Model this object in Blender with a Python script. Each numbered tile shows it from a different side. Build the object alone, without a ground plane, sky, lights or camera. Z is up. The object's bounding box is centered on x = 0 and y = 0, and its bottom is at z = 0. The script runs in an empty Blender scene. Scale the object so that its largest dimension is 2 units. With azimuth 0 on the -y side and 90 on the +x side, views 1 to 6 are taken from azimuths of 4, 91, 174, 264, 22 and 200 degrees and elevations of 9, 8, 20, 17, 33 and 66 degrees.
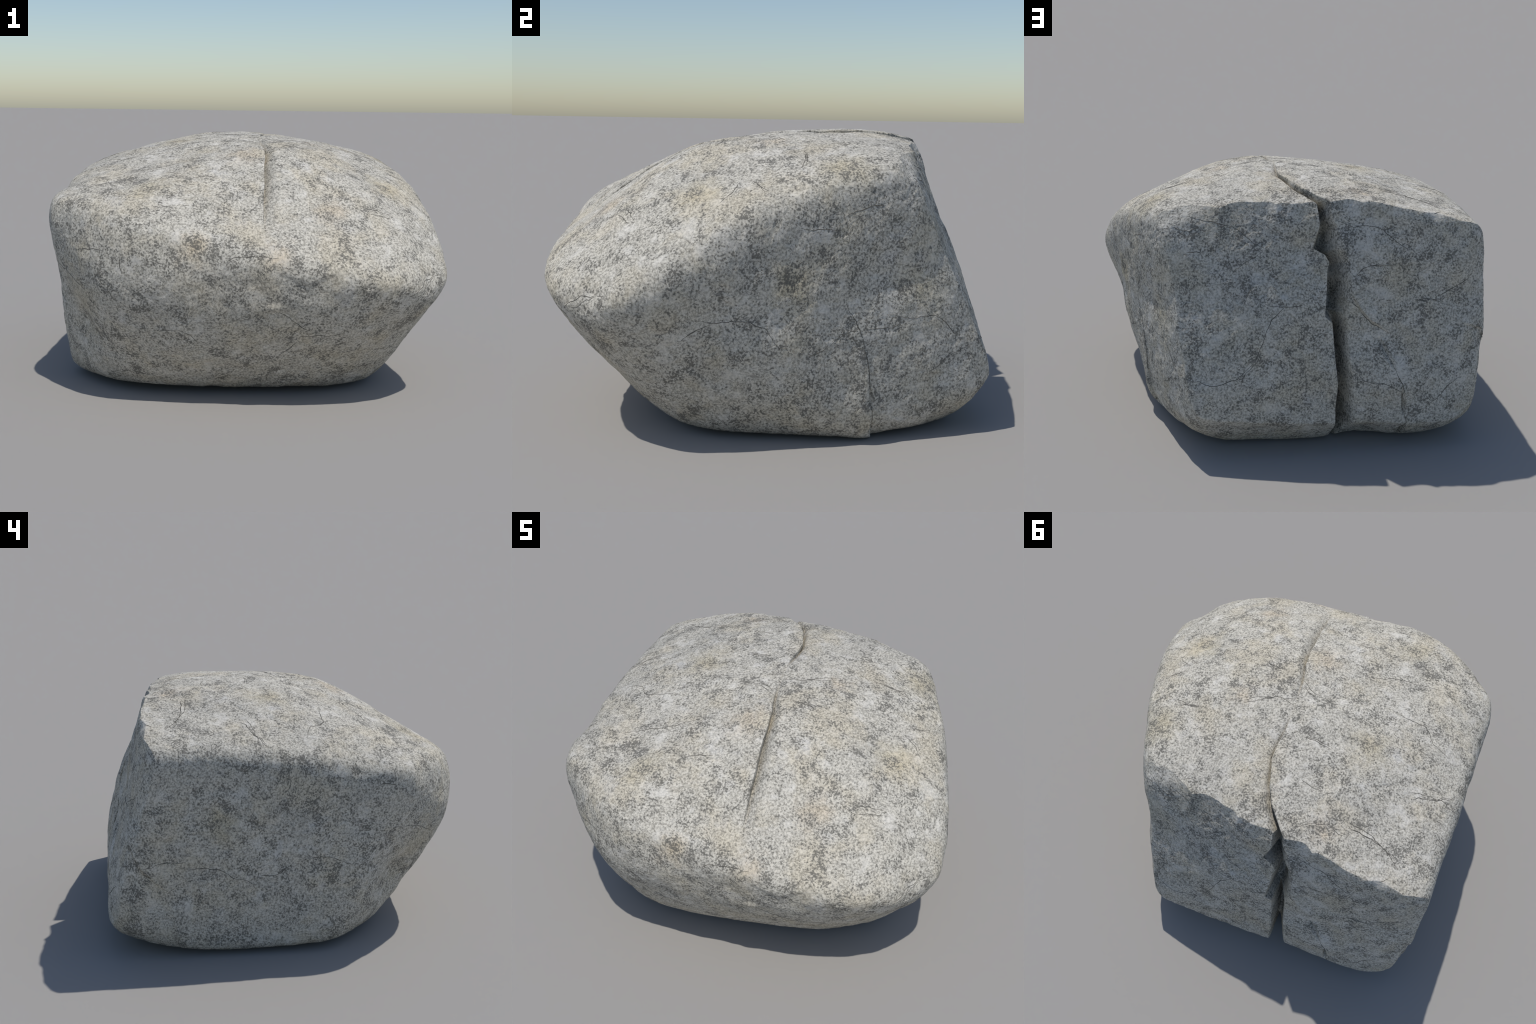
"""A split granite boulder: a rounded, weathered block whose back was broken off
along a flat fracture, with one deep crack that runs over the top and down that
fracture.  The body is the rounded intersection of cleavage planes; crack, steps,
scoops and surface roughness are cut into it; colour is procedural granite."""
import bpy, math
import numpy as np

CENTRE = np.array([0.0, 0.0, 0.6])          # facet distances are measured from here
CORE = np.array([-0.20, 0.0, 0.6])          # on the plane of the crack where it cuts the broken face

# Cleavage planes: (azimuth from the front (-y) towards +x, elevation, distance from CENTRE)
WEATHERED_FACETS = [
    (4.6, 85.6, 0.705), (92.5, 78.5, 0.719), (265.1, 76.4, 0.764), (335.3, 71.9, 0.695), (166.5, 67.5, 0.868),
    (80.3, 62.7, 0.799), (284.3, 61.6, 0.874), (54.5, 60.4, 0.767), (14.5, 53.1, 0.750), (61.4, 43.5, 0.892),
    (36.2, 35.4, 0.977), (159.9, 21.5, 0.954), (328.2, 9.8, 1.121), (191.6, 9.3, 1.027), (358.4, 4.6, 1.006),
    (112.8, 0.4, 0.865), (271.0, 0.1, 1.017), (269.7, -0.6, 1.004), (104.3, -4.9, 0.877), (305.6, -15.0, 1.052),
    (0.9, -22.7, 0.896), (316.6, -25.1, 1.037), (87.3, -30.7, 0.892), (178.9, -32.8, 1.049), (339.7, -33.1, 0.927),
    (23.5, -39.3, 0.852), (45.4, -42.8, 0.899), (5.0, -45.1, 0.790), (125.3, -48.2, 0.991), (236.3, -53.8, 1.119),
    (326.6, -86.7, 0.627), (81.1, -89.5, 0.614),
]
FRACTURE_FACETS = [
    (194.0, 47.0, 1.040), (144.6, 46.0, 0.970), (170.2, 36.3, 0.959), (178.8, 33.2, 0.977), (175.4, 25.6, 0.904),
    (168.4, 22.0, 0.882), (181.5, 12.4, 0.898), (222.5, 12.1, 1.254), (193.7, 10.9, 1.015), (182.2, 3.5, 0.953),
    (190.5, -7.8, 1.127),
]
ROUND_WEATHERED, ROUND_FRACTURE = 0.035, 0.009   # edge radii


# ------------------------------------------------------------------ noise
def hash3(i, j, k, seed):
    h = (i * 374761393 + j * 668265263 + k * 2147483647 + seed * 974634777) & 0xFFFFFFFF
    h = ((h ^ (h >> 13)) * 1274126177) & 0xFFFFFFFF
    h = ((h ^ (h >> 16)) * 2246822519) & 0xFFFFFFFF
    return ((h ^ (h >> 15)) & 0xFFFFFF) / float(0xFFFFFF) * 2 - 1


TURN = np.array([[0.36, 0.48, -0.80], [-0.80, 0.60, 0.0], [0.48, 0.64, 0.60]])   # keeps the lattice off the axes


def noise(p, scale, seed):
    """Smooth value noise in -1..1."""
    q = (p @ TURN) * scale + 100.0
    i = np.floor(q).astype(np.int64)
    f = q - i
    f = f * f * f * (f * (f * 6 - 15) + 10)
    out = 0
    for a in (0, 1):
        for b in (0, 1):
            for c in (0, 1):
                w = (f[..., 0] if a else 1 - f[..., 0]) * (f[..., 1] if b else 1 - f[..., 1]) * (f[..., 2] if c else 1 - f[..., 2])
                out = out + w * hash3(i[..., 0] + a, i[..., 1] + b, i[..., 2] + c, seed)
    return out


def smooth(a, b, x):
    t = np.clip((x - a) / (b - a), 0, 1)
    return t * t * (3 - 2 * t)


# ------------------------------------------------------------------ body
def planes(facets):
    f = np.array(facets)
    az, el = np.radians(f[:, 0]), np.radians(f[:, 1])
    n = np.stack([np.sin(az) * np.cos(el), -np.cos(az) * np.cos(el), np.sin(el)], 1)
    return n, f[:, 2] + n @ (CENTRE - CORE)


def rounded_max(g, radius):
    m = g.max(-1)
    return m + radius * np.log(np.exp((g - m[..., None]) / radius).sum(-1))


NW, DW = planes(WEATHERED_FACETS)
NF, DF = planes(FRACTURE_FACETS)


def shift_fracture(q):
    """The broken face is not flat: it waves and its rim is chipped."""
    wave = 0.005 * noise(q * [1, .5, .6], 4.0, 11) + 0.003 * noise(q, 11.0, 12)
    chips = np.abs(noise(q * [1, .3, .3], 9.0, 13)) - 0.4
    rim = smooth(1.05, 1.25, q[:, 2] + 0.12 * smooth(-.45, -.95, q[:, 0]))
    # the half on the -x side broke off a little deeper, except for its lower corner
    set_back = 0.022 * smooth(-.10, -.24, q[:, 0]) * smooth(.38, .58, q[:, 2]) * smooth(1.24, 1.12, q[:, 2])
    return wave - 0.028 * rim * chips - set_back


def radial_body(d):
    """Distance from CORE to the surface along the unit directions d, and whether that point is on the fracture."""
    near = 1 / np.maximum((d @ NW.T) / DW, 0).max(-1)
    near_f = 1 / np.maximum(((d @ NF.T) / DF).max(-1), 1e-3)
    rw, rf = near.copy(), np.minimum(near_f, 3.0)
    for _ in range(5):
        for r, n, dist, rad in ((rw, NW, DW, ROUND_WEATHERED), (rf, NF, DF, ROUND_FRACTURE)):
            p = d * r[:, None]
            g = p @ n.T - dist
            f = rounded_max(g, rad)
            w = np.exp((g - g.max(-1, keepdims=True)) / rad)
            slope = ((d @ n.T) * w).sum(-1) / w.sum(-1)
            r -= np.clip(f / np.maximum(slope, 0.15), -0.08, 0.08)
    return rw, rf


# ------------------------------------------------------------------ the crack
# Stations along the crack, as the angle about the x axis (180 front, 90 top, 0 back, -90 below):
# (angle, sideways angle of the deep line, depth, width of the +x bank, width of the -x bank)
CRACK = [
    (176, 19.1, 0.000, 1.00, 0.60), (164, 19.7, 0.001, 1.00, 0.60), (159, 20.6, 0.010, 1.50, 0.70), (156, 21.0, 0.030, 2.80, 0.90), (150, 21.7, 0.050, 3.40, 1.00),
    (142, 22.7, 0.060, 3.60, 1.10), (131, 23.0, 0.064, 3.50, 1.10), (122, 23.3, 0.052, 3.20, 1.00), (114, 22.8, 0.034, 2.60, 1.00), (110, 22.0, 0.026, 2.20, 1.20),
    (105, 21.3, 0.030, 1.80, 1.00), (100, 20.7, 0.012, 1.60, 0.80), (96, 20.2, 0.006, 1.50, 0.80), (88, 19.0, 0.005, 1.50, 0.80), (81, 18.4, 0.010, 1.60, 0.70),
    (76, 18.2, 0.030, 2.20, 0.60), (70, 18.1, 0.035, 2.00, 0.60), (64, 17.3, 0.045, 1.20, 0.80), (59, 15.1, 0.050, 1.00, 1.10), (54.5, 13.2, 0.055, 1.00, 1.80),
    (50, 10.6, 0.065, 1.00, 2.20), (46, 7.0, 0.085, 1.00, 2.80), (42.5, 4.1, 0.120, 0.50, 3.60), (39.3, 4.0, 0.140, 0.15, 3.80), (36.3, 3.8, 0.150, 0.12, 5.00),
    (32.6, 5.1, 0.160, 0.12, 8.00), (29.9, 6.2, 0.160, 0.12, 9.60), (29.2, 5.8, 0.160, 0.12, 9.40), (27.4, 2.5, 0.160, 0.12, 7.00), (25, 1.1, 0.170, 0.12, 6.60),
    (22.2, 1.8, 0.170, 0.12, 7.40), (16.6, 2.0, 0.170, 0.12, 8.00), (9, 2.6, 0.170, 0.12, 8.40), (7.6, 2.6, 0.170, 0.12, 8.20), (5.3, 0.2, 0.170, 0.12, 5.20),
    (-0.3, -0.3, 0.170, 0.12, 4.80), (-7.4, -0.9, 0.170, 0.12, 4.60), (-12.8, -1.5, 0.170, 0.12, 4.80), (-19.2, -0.9, 0.170, 0.12, 5.40), (-26, -1.0, 0.160, 0.15, 5.40),
    (-34, -0.5, 0.090, 0.50, 2.40), (-45, 2.7, 0.030, 0.80, 2.00), (-60, 6.8, 0.000, 1.00, 1.50), (-120, 18.7, 0.000, 1.00, 1.00), (-175, 19.7, 0.000, 1.00, 1.00),
    (-181, 19.3, 0.000, 1.00, 1.00),
]


def crack_at(phi):
    c = np.array(CRACK)[::-1]
    return [np.interp(phi, c[:, 0], c[:, k]) for k in range(1, 5)]


def crack_drop(phi, s):
    """Depth of the crack at the sideways angle s (degrees, + towards +x) from its deep line."""
    _, depth, w_plus, w_minus = crack_at(phi)
    plus = np.clip(1 - s / w_plus, 0, 1)
    minus = np.clip(1 + s / w_minus, 0, 1)
    hollow = 1 - smooth(0.12, 1.0, 1 - minus)            # on the broken face: a hollow with a rounded shoulder
    bank = np.where(s > 0, plus ** np.interp(phi, [20, 60, 110], [1.0, 1.6, 2.0]), np.where(phi < 44, hollow, minus ** 1.35))
    # on top, near the break, the half on the +x side has sunk a little
    sunk = 0.013 * smooth(38, 46, phi) * smooth(84, 66, phi) * np.where(s > 0, np.exp(-np.maximum(s, 0) / 5.0), 0)
    return np.maximum(depth * bank, 0.4 * depth * bank + sunk)


# ------------------------------------------------------------------ relief
def to_path(p, path):
    """Distance from points p to a polyline, signed side vector left to the caller: returns (distance, station 0..1, nearest point)."""
    path = np.array(path, float)
    best = np.full(len(p), 9.0)
    st = np.zeros(len(p))
    near = np.zeros_like(p)
    n = len(path) - 1
    for i in range(n):
        a, b = path[i], path[i + 1]
        t = np.clip(((p - a) @ (b - a)) / ((b - a) @ (b - a)), 0, 1)
        q = a + t[:, None] * (b - a)
        d = np.linalg.norm(p - q, axis=1)
        m = d < best
        best[m], st[m], near[m] = d[m], ((i + t) / n)[m], q[m]
    return best, st, near


def step(p, path, proud, height, fade, sharp=0.004):
    """A ledge along a path: the side that `proud` points to stands out by up to `height`, fading over `fade` metres."""
    d, st, near = to_path(p, path)
    side = (p - near) @ (np.array(proud, float) / np.linalg.norm(proud))
    ends = np.interp(st, [0, .25, .75, 1], height)
    return ends * np.where(side > 0, 1, 0) * smooth(0, sharp, side) * (1 - smooth(0.2 * fade, fade, d))


def groove(p, path, depth, width, power=1.5):
    d, st, _ = to_path(p, path)
    return -np.interp(st, [0, .25, .75, 1], depth) * np.clip(1 - d / width, 0, 1) ** power


def dent(p, at, radii, depth):
    q = (p - np.array(at)) / np.array(radii)
    return -depth * np.exp(-(q ** 2).sum(-1))


BACK_SPLIT = [(-.433, .896, .592), (-.494, .915, .473), (-.549, .933, .352), (-.566, .949, .244), (-.571, .932, .109), (-.56, .85, .01)]
BACK_FLAKE = [(-.27, .80, 1.0), (-.288, .86, .814), (-.334, .874, .737), (-.386, .88, .683), (-.492, .884, .613)]
SIDE_STEP = [(.791, .341, .66), (.768, .401, .491), (.75, .439, .363), (.738, .45, .245), (.673, .456, .062), (.55, .46, 0)]
FRONT_LIP = [(.20, -.972, .725), (.268, -.974, .693), (.343, -.972, .667), (.439, -.957, .711), (.48, -.95, .75)]
LEFT_FLAKE = [(-.95, .86, .66), (-.976, .81, .60), (-.985, .75, .50), (-.991, .69, .43), (-.992, .62, .36)]
LEFT_STEP = [(-.992, .621, .30), (-.985, .60, .2), (-.97, .585, .10)]
CORNER_SEAM = [(-.98, .76, 1.02), (-.985, .79, .80), (-.985, .82, .60), (-.98, .84, .40), (-.96, .85, .22)]
TOP_STEP = [(-.183, .385, 1.298), (-.343, .419, 1.285), (-.534, .448, 1.25)]


# Broad swellings and hollows that the planes leave out: (place, radius, height)
SWELLINGS = [
    ((.91, -.12, .53), .16, -.022), ((.93, -.70, .63), .10, -.034), ((-.89, -.54, .47), .15, -.022), ((-.78, -.64, .37), .12, -.014),
    ((-.96, .88, .24), .10, -.018), ((-.82, .74, .96), .10, .019), ((-.83, .82, .57), .11, .020), ((-.99, .66, .75), .09, .010),
    ((-.95, .73, 1.07), .06, .008), ((-.99, .26, .78), .14, .012), ((.54, -.78, .42), .14, .012), ((.626, .255, 1.17), .10, .006),
    ((-.065, .81, .98), .14, -.030), ((-.83, -.60, .33), .12, -.030), ((.90, -.30, .50), .18, -.018), ((-.10, -.86, .88), .10, -.016), ((.63, .72, .79), .15, -.013), ((.72, .49, .73), .14, -.011), ((-.98, -.41, .70), .12, -.011),
    ((.11, -.86, .88), .10, -.016), ((-.90, -.37, 1.05), .10, -.016),
]


def relief(p):
    h = -0.001 + 0.004 * noise(p, 3.6, 1) + 0.004 * noise(p, 7.3, 2) + 0.0024 * noise(p, 16.0, 3)
    h += 0.0012 * noise(p, 45.0, 4) + 0.0006 * noise(p, 110.0, 5)
    h -= 0.0035 * smooth(0.10, 0.65, noise(p, 8.0, 7)) + 0.002 * smooth(0.35, 0.65, noise(p, 26.0, 8))   # shallow dents and pits
    for at, radius, height in SWELLINGS:
        h += dent(p, at, (radius,) * 3, -height)
    h += groove(p, CORNER_SEAM, [0.004, 0.022, 0.028, 0.012], 0.045, 1.0)
    h += groove(p, SIDE_STEP, [0.0, 0.010, 0.024, 0.034], 0.011, 0.9)
    h += groove(p, BACK_SPLIT, [0.012, 0.030, 0.06, 0.10], 0.015, 0.8)
    h += step(p, BACK_FLAKE, (-1, 0, .5), [0.0, 0.012, 0.018, 0.0], 0.10)
    h += step(p, SIDE_STEP, (0, -1, 0), [0.0, 0.003, 0.016, 0.02], 0.16)
    h += step(p, FRONT_LIP, (0, 0, -1), [0.0, -0.008, -0.010, 0.0], 0.14, 0.03)
    h += dent(p, (.17, -.93, .53), (.05, .1, .02), -0.010)
    h += dent(p, (.10, -.96, .63), (.26, .2, .08), 0.008) + dent(p, (-.25, -.95, .80), (.14, .2, .06), 0.012)
    h += dent(p, (-.36, .93, .05), (.17, .25, .11), 0.050)
    h += dent(p, (-.84, -.66, .93), (.10, .10, .06), 0.010)
    h += step(p, LEFT_FLAKE, (0, -.5, 1), [0.008, 0.012, 0.010, 0.0], 0.16)
    h += step(p, LEFT_STEP, (0, -1, .2), [0.0, 0.008, 0.012, 0.008], 0.12)
    h += step(p, TOP_STEP, (0, 1, 0), [0.0, 0.006, 0.006, 0.0], 0.12, 0.012)
    return h


# Hairline cracks that wander over the stone, by the side they lie on
HAIRLINES = {
    "front": [
        [(-.40, -.85, .39), (-.31, -.86, .40), (-.26, -.87, .40), (-.18, -.83, .34)],
        [(.19, -.91, .51), (.23, -.89, .49), (.29, -.85, .44), (.35, -.82, .41)],
        [(.29, -.81, .38), (.37, -.80, .39), (.44, -.78, .38), (.50, -.79, .41)],
        [(.18, -.73, .27), (.24, -.76, .32), (.28, -.79, .36)],
        [(-.04, -.97, .75), (-.00, -.97, .77), (.04, -.97, .77), (.20, -.96, .77)],
        [(-.53, -.94, .78), (-.53, -.94, .72), (-.52, -.94, .67)],
        [(-.79, -.80, .77), (-.70, -.87, .78), (-.62, -.92, .78)],
        [(.83, -.74, .59), (.86, -.71, .61), (.91, -.64, .65)],
    ],
    "top": [
        [(-.26, -.37, 1.18), (-.33, -.40, 1.16), (-.42, -.44, 1.14), (-.53, -.46, 1.11), (-.67, -.49, 1.09)],
        [(-.23, -.60, 1.10), (-.17, -.59, 1.11), (-.11, -.59, 1.11)],
        [(.53, -.61, .98), (.60, -.62, .95), (.67, -.59, .93), (.75, -.53, .91)],
        [(.14, -.20, 1.25), (.20, -.20, 1.24), (.26, -.21, 1.23), (.32, -.23, 1.22)],
        [(.05, -.04, 1.27), (.22, .01, 1.26), (.31, .06, 1.25)],
        [(.71, -.06, 1.10), (.82, .02, 1.06)],
        [(.52, .17, 1.20), (.58, .17, 1.18), (.64, .17, 1.16)],
        [(-.82, -.09, 1.13), (-.73, -.13, 1.16), (-.67, -.20, 1.16), (-.55, -.20, 1.18), (-.45, -.21, 1.20)],
        [(-.91, .16, 1.12), (-.81, .17, 1.16), (-.69, .21, 1.20)],
        [(-.75, .59, 1.20), (-.60, .53, 1.24), (-.46, .51, 1.27)],
        [(-.22, .15, 1.29), (-.15, .15, 1.29), (-.09, .15, 1.29)],
        [(-.05, -.11, 1.26), (.01, -.15, 1.26), (.06, -.18, 1.25)],
        [(-.73, .23, 1.19), (-.80, .20, 1.17), (-.92, .12, 1.11)],
        [(-.46, .53, 1.26), (-.54, .54, 1.25), (-.63, .55, 1.23)],
        [(-.71, .73, 1.20), (-.76, .69, 1.19)],
        [(-.08, .16, 1.29), (-.16, .16, 1.29), (-.23, .17, 1.29)],
        [(-.19, .65, 1.28), (-.28, .60, 1.28), (-.32, .58, 1.28), (-.37, .57, 1.28), (-.44, .59, 1.27), (-.49, .57, 1.26)],
        [(-.16, .39, 1.30), (-.22, .41, 1.30), (-.28, .41, 1.29)],
        [(.67, .15, 1.15), (.58, .16, 1.18), (.51, .17, 1.21)],
        [(.80, -.18, 1.01), (.76, -.13, 1.05), (.70, -.11, 1.09)],
        [(.30, .08, 1.25), (.24, .04, 1.26), (.14, -.02, 1.27), (.08, -.01, 1.27), (.03, .00, 1.28), (-.03, -.02, 1.28)],
        [(.73, -.53, .92), (.66, -.56, .95), (.61, -.58, .96)],
        [(.03, -.14, 1.26), (-.01, -.11, 1.27), (-.05, -.09, 1.27)],
        [(.71, -.06, 1.10), (.76, -.02, 1.08), (.81, -.00, 1.05)],
        [(.48, .16, 1.22), (.62, .17, 1.17)],
    ],
    "back": [
        [(-.269, .82, .96), (-.288, .86, .81), (-.334, .87, .74), (-.386, .88, .68), (-.49, .88, .61)],
        [(-.43, .90, .59), (-.494, .915, .47), (-.549, .93, .35), (-.566, .95, .24), (-.571, .93, .13), (-.57, .91, .06)],
        [(.49, .63, 1.16), (.44, .65, 1.15), (.39, .67, 1.15), (.33, .69, 1.14), (.29, .70, 1.13), (.24, .72, 1.10), (.21, .74, 1.07), (.15, .75, 1.04)],
        [(.59, .63, 1.11), (.55, .65, 1.10), (.50, .66, 1.10), (.45, .67, 1.12)],
        [(.29, .78, .93), (.26, .78, .95), (.21, .77, .98), (.16, .76, 1.01)],
        [(.53, .71, 1.01), (.48, .72, 1.01), (.44, .74, .98)],
        [(-.22, .74, 1.17), (-.27, .75, 1.16), (-.32, .76, 1.15), (-.37, .77, 1.15), (-.44, .78, 1.14), (-.49, .80, 1.11), (-.54, .81, 1.07), (-.59, .82, 1.05)],
        [(-.30, .85, .91), (-.35, .84, .95), (-.40, .84, .97), (-.48, .84, .97), (-.56, .84, .98)],
        [(-.19, .67, 1.27), (-.22, .71, 1.26)],
        [(.12, .86, .78), (.08, .86, .77), (.01, .87, .77), (-.05, .88, .77)],
        [(.04, .87, .78), (.08, .88, .73), (.11, .89, .70), (.15, .92, .60), (.20, .94, .50)],
        [(-.29, .94, .40), (-.38, .93, .39), (-.45, .93, .38), (-.51, .93, .35), (-.56, .94, .31)],
        [(-.63, .87, .79), (-.70, .87, .78), (-.77, .86, .79)],
        [(-.72, .93, .29), (-.75, .93, .30), (-.80, .92, .33)],
        [(.51, .95, .42), (.42, .96, .40), (.35, .96, .41), (.27, .95, .44), (.20, .94, .51)],
        [(.20, .94, .50), (.24, .95, .45), (.26, .96, .40)],
        [(-.62, .87, .79), (-.69, .87, .79), (-.79, .86, .77)],
        [(-.76, .86, .80), (-.83, .83, .83), (-.92, .80, .87)],
        [(-.67, .94, .25), (-.75, .93, .30), (-.83, .92, .35), (-.87, .91, .37)],
    ],
    "right": [
        [(.79, .34, .62), (.768, .40, .49), (.75, .44, .36), (.738, .45, .245), (.673, .456, .062)],
        [(.95, -.26, .56), (.94, -.19, .55), (.92, -.10, .55), (.89, -.00, .52), (.86, .06, .45), (.85, .10, .44)],
        [(.93, -.34, .47), (.94, -.28, .51), (.94, -.20, .55)],
        [(.79, .27, .43), (.78, .31, .47), (.77, .35, .49), (.75, .39, .50)],
        [(.74, .42, .50), (.72, .47, .50), (.70, .52, .50), (.68, .57, .52)],
        [(.71, .52, .55), (.68, .59, .54), (.65, .66, .54), (.62, .73, .53), (.60, .78, .49), (.58, .83, .44), (.56, .86, .44)],
        [(.63, .70, .31), (.61, .76, .34), (.59, .81, .37), (.56, .87, .40)],
        [(.82, .18, .40), (.80, .24, .42), (.79, .27, .44)],
        [(.86, .15, .92), (.83, .23, .91), (.80, .31, .91)],
        [(.79, .33, .97), (.76, .41, 1.00), (.72, .50, 1.01)],
        [(.78, -.78, .58), (.85, -.72, .63), (.91, -.65, .65), (.94, -.60, .66)],
    ],
    "left": [
        [(-.96, .84, .64), (-.976, .81, .60), (-.985, .75, .50), (-.991, .69, .43)],
        [(-.99, .74, .52), (-.99, .70, .53), (-.99, .64, .54), (-.99, .58, .54), (-.99, .52, .55)],
        [(-.99, .58, .52), (-.99, .53, .50), (-.99, .48, .50), (-.99, .43, .50), (-.99, .38, .50), (-.99, .34, .47), (-.99, .29, .44), (-.99, .24, .43), (-.98, .17, .40)],
        [(-.98, .10, .45), (-.98, .04, .48), (-.99, .00, .50)],
        [(-.99, -.02, .52), (-.98, -.11, .54), (-.98, -.20, .54), (-.98, -.26, .51), (-.98, -.34, .48)],
        [(-.99, .16, .45), (-.98, .07, .46), (-.99, .02, .49)],
        [(-.98, .84, .41), (-.98, .79, .37), (-.99, .74, .35)],
        [(-.98, .31, .17), (-.98, .25, .17), (-.98, .20, .17)],
        [(-.99, -.41, .90), (-.98, -.47, .92), (-.97, -.54, .91)],
        [(-.94, -.57, .66), (-.87, -.67, .65), (-.73, -.79, .57)],
        [(-.48, .54, 1.26), (-.61, .54, 1.23), (-.70, .57, 1.21), (-.79, .64, 1.19)],
        [(-.72, .24, 1.20), (-.82, .18, 1.16), (-.91, .12, 1.12)],
    ],
}


# ------------------------------------------------------------------ mesh
def stations(breaks):
    """Concatenate ranges (start, stop, step)."""
    return np.concatenate([np.arange(a, b, s) for a, b, s in breaks])


PHI = stations([(-180, 15, .40), (15, 33, .30), (33, 50, .13), (50, 180, .32)])
HALF = stations([(0.0, 2.0, .11), (2.0, 34, .22), (34, 55, .34), (55, 88, .5)])
T = np.concatenate([-HALF[:0:-1], HALF])


def surface(d, phi, t):
    """Points of the finished surface along the unit directions d; phi and t are the crack coordinates of d."""
    rw, rf = radial_body(d)
    rf = rf + shift_fracture(d * np.minimum(rw, rf)[:, None] + CORE)
    r = np.minimum(rw, rf)
    p = d * r[:, None] + CORE
    drop = crack_drop(phi, t) * (1 + 0.2 * noise(p, 14.0, 21))
    drop[np.abs(t) > 85] = 0
    return CORE + d * (r + relief(p) - drop)[:, None], rf < rw, drop


def fade(t):
    return (1 - (t / 90) ** 2) ** 2


def surface_near(p):
    """Project points on to the finished surface."""
    d = p - CORE
    d /= np.linalg.norm(d, axis=1, keepdims=True)
    phi = np.degrees(np.arctan2(d[:, 2], d[:, 1]))
    lam = np.degrees(np.arcsin(d[:, 0]))
    c = crack_at(phi)[0]
    t = lam.copy()
    for _ in range(30):
        t = lam - c * fade(t)
    return surface(d, phi, t)


def build_surface():
    phi, t = np.meshgrid(PHI, T, indexing="ij")
    lam = np.radians(t + crack_at(phi)[0] * fade(t))
    ph = np.radians(phi)
    d = np.stack([np.sin(lam), np.cos(lam) * np.cos(ph), np.cos(lam) * np.sin(ph)], -1).reshape(-1, 3)
    d = np.vstack([d, [[-1, 0, 0], [1, 0, 0]]])
    return surface(d, np.append(phi.ravel(), [0, 0]), np.append(t.ravel(), [-90, 90]))


P, BROKEN, DROP = build_surface()
P[:, 2] = np.maximum(P[:, 2], 0.0)        # it stands on a flat patch
NP, NT = len(PHI), len(T)
i, j = np.meshgrid(np.arange(NP), np.arange(NT - 1), indexing="ij")
i2 = (i + 1) % NP
QUADS = np.stack([i * NT + j, i * NT + j + 1, i2 * NT + j + 1, i2 * NT + j], -1).reshape(-1, 4)
k = np.arange(NP)
k2 = (k + 1) % NP
CAPS = np.vstack([np.stack([np.full(NP, NP * NT), k * NT, k2 * NT], 1), np.stack([np.full(NP, NP * NT + 1), k2 * NT + NT - 1, k * NT + NT - 1], 1)])


def face_normals(v, chosen, caps):
    """Area-weighted vertex normals from the chosen quads (and the end caps)."""
    n = np.zeros_like(v)
    q = QUADS[chosen]
    fn = np.cross(v[q[:, 2]] - v[q[:, 0]], v[q[:, 3]] - v[q[:, 1]])
    ft = np.cross(v[CAPS[:, 1]] - v[CAPS[:, 0]], v[CAPS[:, 2]] - v[CAPS[:, 0]]) * float(caps)
    for x in range(3):
        for c in range(4):
            n[:, x] += np.bincount(q[:, c], fn[:, x], len(v))
        for c in range(3):
            n[:, x] += np.bincount(CAPS[:, c], ft[:, x], len(v))
    return n / np.maximum(np.linalg.norm(n, axis=1, keepdims=True), 1e-12)


NORMALS = face_normals(P, np.ones(len(QUADS), bool), True)
if (NORMALS * (P - CORE)).sum() < 0:
    QUADS, CAPS, NORMALS = QUADS[:, ::-1], CAPS[:, ::-1], -NORMALS
IN_CRACK = (DROP > 0.012)[QUADS].sum(1) >= 3
ON_BREAK = (BROKEN[QUADS].sum(1) >= 2) & ~IN_CRACK
# the upper rim of the break is a sharp edge: each side keeps its own normals there; elsewhere the stone is smooth
RIM = P[:, 2:] > 0.9
N_OUT = np.where(RIM & (DROP[:, None] < 0.004), face_normals(P, ~ON_BREAK, True), NORMALS)
N_BREAK = np.where(RIM & (DROP[:, None] < 0.004), face_normals(P, ON_BREAK, False), NORMALS)

# ------------------------------------------------------------------ material
class Nodes:
    def __init__(self, name):
        self.mat = bpy.data.materials.new(name)
        self.mat.use_nodes = True
        self.t = self.mat.node_tree
        self.t.nodes.clear()

    def add(self, kind, values=None, **props):
        n = self.t.nodes.new(kind)
        for k_, v in props.items():
            setattr(n, k_, v)
        for k_, v in (values or {}).items():
            if isinstance(v, bpy.types.NodeSocket):
                self.t.links.new(v, n.inputs[k_])
            else:
                n.inputs[k_].default_value = v
        return n

    def noise(self, vec, scale, detail=2, rough=.5, distort=0.0):
        return self.add("ShaderNodeTexNoise", {"Vector": vec, "Scale": scale, "Detail": detail, "Roughness": rough, "Distortion": distort}).outputs["Fac"]

    def range(self, x, a, b, c=0.0, d=1.0):
        return self.add("ShaderNodeMapRange", {0: x, 1: a, 2: b, 3: c, 4: d}, interpolation_type="SMOOTHSTEP").outputs[0]

    def math(self, op, a, b=0.0):
        return self.add("ShaderNodeMath", {0: a, 1: b}, operation=op).outputs[0]

    def mix(self, f, a, b, blend="MIX"):
        n = self.add("ShaderNodeMix", data_type="RGBA", blend_type=blend)
        for idx, v in ((0, f), (6, a), (7, b)):
            if isinstance(v, bpy.types.NodeSocket):
                self.t.links.new(v, n.inputs[idx])
            else:
                n.inputs[idx].default_value = v if idx == 0 else (*v, 1)
        return n.outputs[2]


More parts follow.
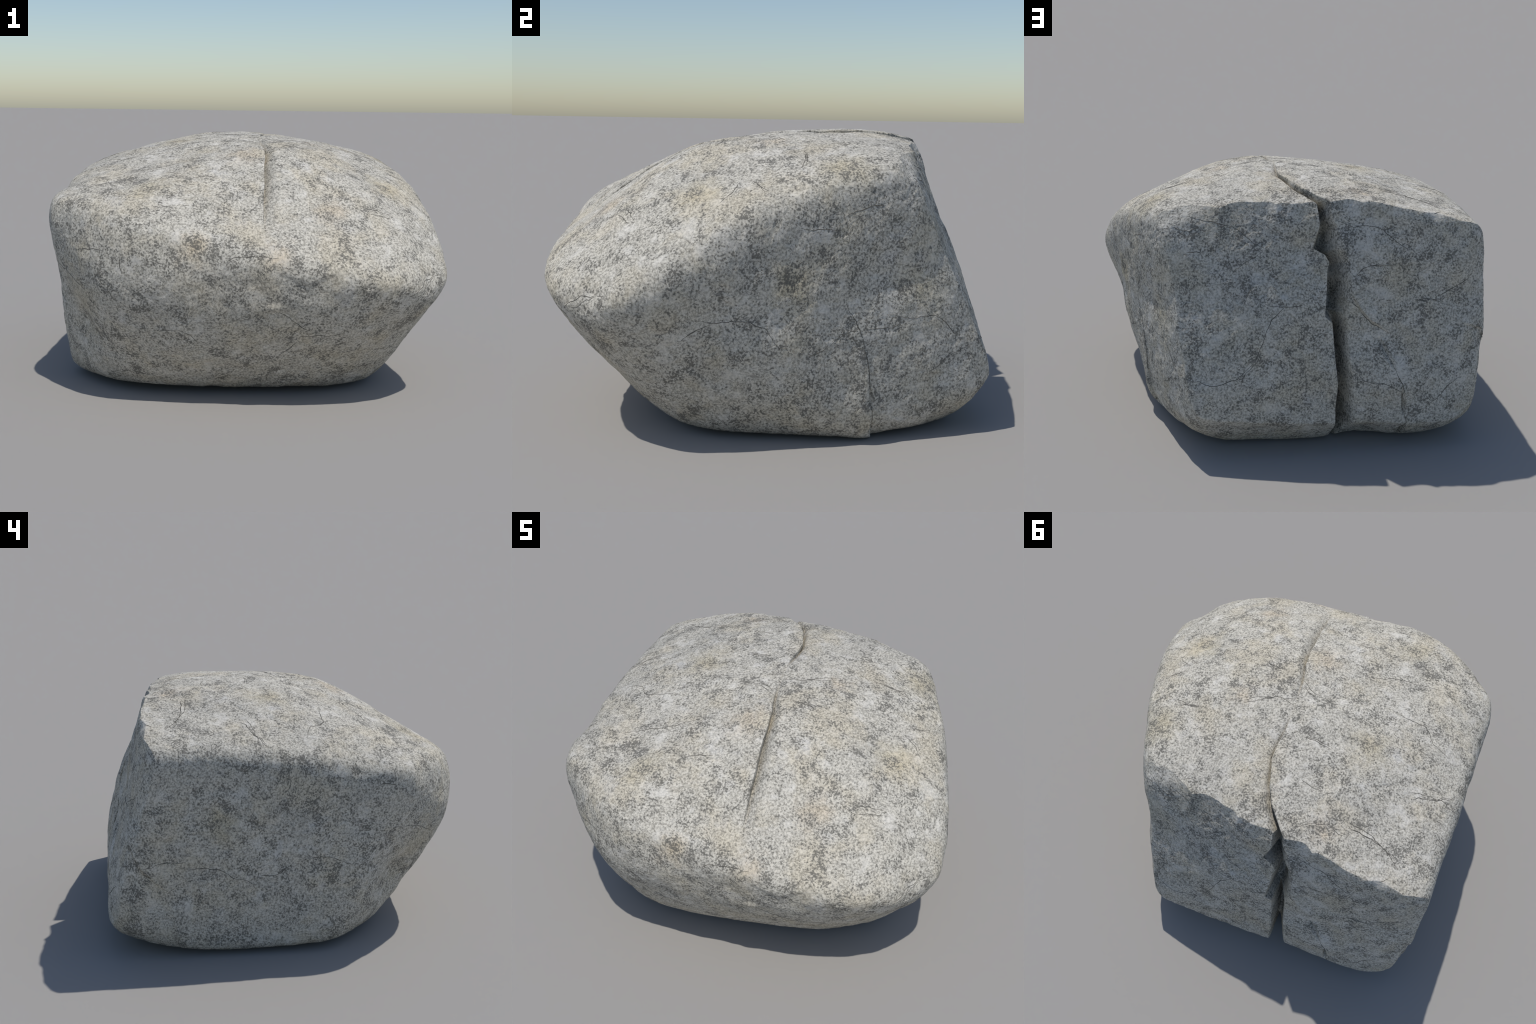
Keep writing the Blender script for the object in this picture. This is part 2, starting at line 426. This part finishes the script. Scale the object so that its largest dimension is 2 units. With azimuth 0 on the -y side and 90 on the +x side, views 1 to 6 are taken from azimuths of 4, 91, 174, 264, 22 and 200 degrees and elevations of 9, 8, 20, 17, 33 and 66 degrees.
# Stains and inclusions seen on the stone: (place, radius) by kind
SPOTS = {
    "pale": [((-.13, -.55, 1.13), .05), ((.29, -.45, 1.14), .05), ((-.45, .30, 1.26), .05), ((-.58, .05, 1.22), .045), ((.87, .05, .58), .05), ((.71, .52, .77), .05),
             ((-.98, .06, .58), .04), ((-.98, -.10, .70), .045), ((-.54, .92, .45), .05), ((.51, -.93, .60), .06), ((-.54, -.85, .44), .05), ((-.60, -.78, .95), .09)],
    "peach": [((.42, -.68, .95), .11), ((-.01, -.37, 1.2), .12), ((-.20, -.94, .79), .09), ((-.35, .6, 1.27), .09), ((.33, .03, 1.26), .08), ((.2, -.97, .8), .08)],
    "ochre": [((-.44, -.68, 1.05), .12), ((-.42, .06, 1.26), .15), ((.69, -.26, 1.04), .12), ((.70, .33, 1.15), .15), ((.86, .11, .68), .10), ((-.98, .36, .73), .12), ((.64, .69, .65), .10)],
    "dark": [((-.31, -.5, 1.13), .08), ((.60, -.32, 1.09), .10), ((-.50, .40, 1.25), .12), ((-.5, -.62, 1.08), .10), ((.3, .55, 1.2), .12), ((-.3, .80, 1.05), .13), ((.92, -.05, .83), .15),
             ((.72, .51, 1.04), .13), ((.87, -.21, .33), .12), ((.76, .34, .38), .10), ((-.39, -.92, .51), .12), ((.09, -.91, .5), .10), ((-.04, -.97, .71), .14), ((.23, -.95, .59), .10),
             ((-.98, -.02, .78), .08), ((-.98, -.36, .85), .10), ((.25, .80, .85), .14), ((.2, .72, 1.15), .14)],
}


def granite(name):
    n = Nodes(name)
    pos = n.add("ShaderNodeTexCoord").outputs["Object"]
    grain = n.noise(pos, 99, 3, .64, .3)
    fleck = n.noise(pos, 120, 2, .5, .2)
    mottle = n.noise(pos, 34, 3, .6, .4)
    cluster = n.noise(pos, 13, 5, .62, .3)
    broad = n.noise(pos, 4.5, 3, .55)
    shifted = n.add("ShaderNodeVectorMath", {0: pos, 1: (7.3, 1.9, 4.4)}, operation="ADD").outputs[0]
    warm = n.noise(shifted, 4.5, 4, .6)
    wob = n.add("ShaderNodeVectorMath", {0: n.add("ShaderNodeTexNoise", {"Vector": pos, "Scale": 11.0, "Detail": 5.0, "Roughness": .65}).outputs["Color"], 1: (.24, .24, .24)}, operation="MULTIPLY").outputs[0]
    wpos = n.add("ShaderNodeVectorMath", {0: pos, 1: wob}, operation="ADD").outputs[0]
    kinds = {}
    for kind, places in SPOTS.items():
        for at, rad in places:
            dist = n.add("ShaderNodeVectorMath", {0: wpos, 1: tuple(a + .12 for a in at)}, operation="DISTANCE").outputs["Value"]
            m = n.range(dist, 0.0, rad * 1.3, 1.0, 0.0)
            kinds[kind] = n.math("MAXIMUM", kinds[kind], m) if kind in kinds else m
    # feldspar and quartz ground, from warm grey to off-white
    col = n.mix(n.range(grain, .36, .64), (.295, .28, .242), (.59, .56, .492))
    col = n.mix(n.range(mottle, .48, .70, 0, .30), col, (.29, .28, .25))
    white = n.range(n.noise(shifted, 11, 5, .62, .3), .52, .68)
    col = n.mix(n.math("MULTIPLY", white, .45), col, (.69, .665, .615))     # whitish blotches
    # stains
    col = n.mix(n.range(warm, .44, .68, 0, 1.0), col, (.98, .945, .875), "MULTIPLY")
    col = n.mix(n.math("MULTIPLY", kinds["peach"], .8), col, (1.0, .91, .80), "MULTIPLY")
    col = n.mix(n.math("MULTIPLY", kinds["ochre"], .8), col, (.92, .87, .74), "MULTIPLY")
    col = n.mix(n.range(cluster, .46, .68, 0, .30), col, (.27, .26, .235))
    col = n.mix(n.math("MULTIPLY", kinds["dark"], .20), col, (.24, .24, .23))
    col = n.mix(n.math("MULTIPLY", kinds["pale"], .34), col, (.66, .655, .65))
    # dark mica grains, gathered in clusters
    more = n.math("ADD", n.range(cluster, .43, .66, 0, .125), n.range(broad, .42, .68, 0, .05))
    more = n.math("ADD", more, n.range(mottle, .42, .70, 0, .05))
    more = n.math("ADD", more, n.math("MULTIPLY", kinds["dark"], .035))
    more = n.math("SUBTRACT", more, n.math("MULTIPLY", n.math("MAXIMUM", kinds["pale"], white), .05))
    mica = n.range(n.math("SUBTRACT", n.math("MULTIPLY", n.math("ADD", grain, fleck), .5), more), .30, .42, 1.0, 0.0)
    col = n.mix(n.math("MULTIPLY", mica, .75), col, (.108, .104, .092))
    bsdf = n.add("ShaderNodeBsdfPrincipled", {"Base Color": col, "Roughness": .92, "Specular IOR Level": .2})
    height = n.math("SUBTRACT", grain, n.math("MULTIPLY", mica, .3))
    bump = n.add("ShaderNodeBump", {"Height": height, "Strength": .3, "Distance": .005})
    n.t.links.new(bump.outputs[0], bsdf.inputs["Normal"])
    n.add("ShaderNodeOutputMaterial", {"Surface": bsdf.outputs[0]})
    return n.mat


def seam_dark(name):
    n = Nodes(name)
    pos = n.add("ShaderNodeTexCoord").outputs["Object"]
    col = n.mix(n.noise(pos, 40, 2), (.085, .08, .07), (.16, .152, .132))
    bsdf = n.add("ShaderNodeBsdfPrincipled", {"Base Color": col, "Roughness": .95, "Specular IOR Level": .1})
    n.add("ShaderNodeOutputMaterial", {"Surface": bsdf.outputs[0]})
    return n.mat


MAT = granite("granite")

# ------------------------------------------------------------------ objects
boulder = bpy.data.objects.new("boulder", None)
bpy.context.scene.collection.objects.link(boulder)
boulder["label"] = "pale grey speckled granite boulder, split by a deep crack"
boulder["category"] = "boulder"


def part(name, quads, caps, normals):
    used = np.unique(np.concatenate([quads.ravel(), caps.ravel()]))
    back = np.full(len(P), -1)
    back[used] = np.arange(len(used))
    me = bpy.data.meshes.new(name)
    me.from_pydata(P[used].tolist(), [], [*back[quads].tolist(), *back[caps].tolist()])
    me.polygons.foreach_set("use_smooth", np.ones(len(me.polygons), bool))
    me.normals_split_custom_set_from_vertices(normals[used].tolist())
    me.materials.append(MAT)
    ob = bpy.data.objects.new(name, me)
    ob.parent = boulder
    bpy.context.scene.collection.objects.link(ob)


none = np.zeros((0, 3), int)
part("weathered_crust", QUADS[~IN_CRACK & ~ON_BREAK], CAPS, N_OUT)
part("broken_face", QUADS[ON_BREAK], none, N_BREAK)
part("crack_wall", QUADS[IN_CRACK], none, NORMALS)


# ------------------------------------------------------------------ hairline cracks
def wander(pts, spacing=0.006):
    """A smooth curve through the control points (Catmull-Rom), resampled and made to tremble."""
    q = np.array(pts, float)
    q = np.vstack([2 * q[0] - q[1], q, 2 * q[-1] - q[-2]])
    out = []
    for i in range(1, len(q) - 2):
        n = max(2, int(np.linalg.norm(q[i + 1] - q[i]) / spacing))
        u = (np.arange(n) / n)[:, None]
        a, b, c, d = q[i - 1], q[i], q[i + 1], q[i + 2]
        out.append(0.5 * (2 * b + (c - a) * u + (2 * a - 5 * b + 4 * c - d) * u ** 2 + (3 * b - a - 3 * c + d) * u ** 3))
    c = np.vstack(out)
    for scale, amount, seed in ((25.0, 0.006, 31), (70.0, 0.003, 37)):
        c = c + amount * np.stack([noise(c, scale, seed + k) for k in range(3)], 1)
    return c


def hairlines():
    verts, faces = [], []
    for lines in HAIRLINES.values():
        for pts in lines:
            c, _, drop = surface_near(wander(pts))
            c = c[drop < 0.006]
            m = len(c)
            if m < 4:
                continue
            out = c - CORE
            out /= np.linalg.norm(out, axis=1, keepdims=True)
            along = np.gradient(c, axis=0)
            along /= np.maximum(np.linalg.norm(along, axis=1, keepdims=True), 1e-9)
            side = np.cross(along, out)
            side /= np.maximum(np.linalg.norm(side, axis=1, keepdims=True), 1e-9)
            up = np.cross(side, along)
            u = np.linspace(0, 1, m)
            half = 0.0025 * np.sin(np.pi * u) ** 0.5 * (0.65 + 0.5 * noise(c, 30.0, 41)) + 0.0002
            base = sum(map(len, verts))
            ring = [c + side * (half * math.cos(a))[:, None] + up * (0.0009 * math.sin(a)) for a in (math.tau * k / 6 for k in range(6))]
            verts.append(np.stack(ring, 1).reshape(-1, 3))
            for i in range(m - 1):
                for k in range(6):
                    faces.append((base + i * 6 + k, base + (i + 1) * 6 + k, base + (i + 1) * 6 + (k + 1) % 6, base + i * 6 + (k + 1) % 6))
    me = bpy.data.meshes.new("hairline_crack")
    me.from_pydata(np.vstack(verts).tolist(), [], faces)
    me.polygons.foreach_set("use_smooth", np.ones(len(me.polygons), bool))
    me.materials.append(seam_dark("dark_seam"))
    ob = bpy.data.objects.new("hairline_crack", me)
    ob["kind"] = "stuff"
    ob.parent = boulder
    bpy.context.scene.collection.objects.link(ob)


hairlines()
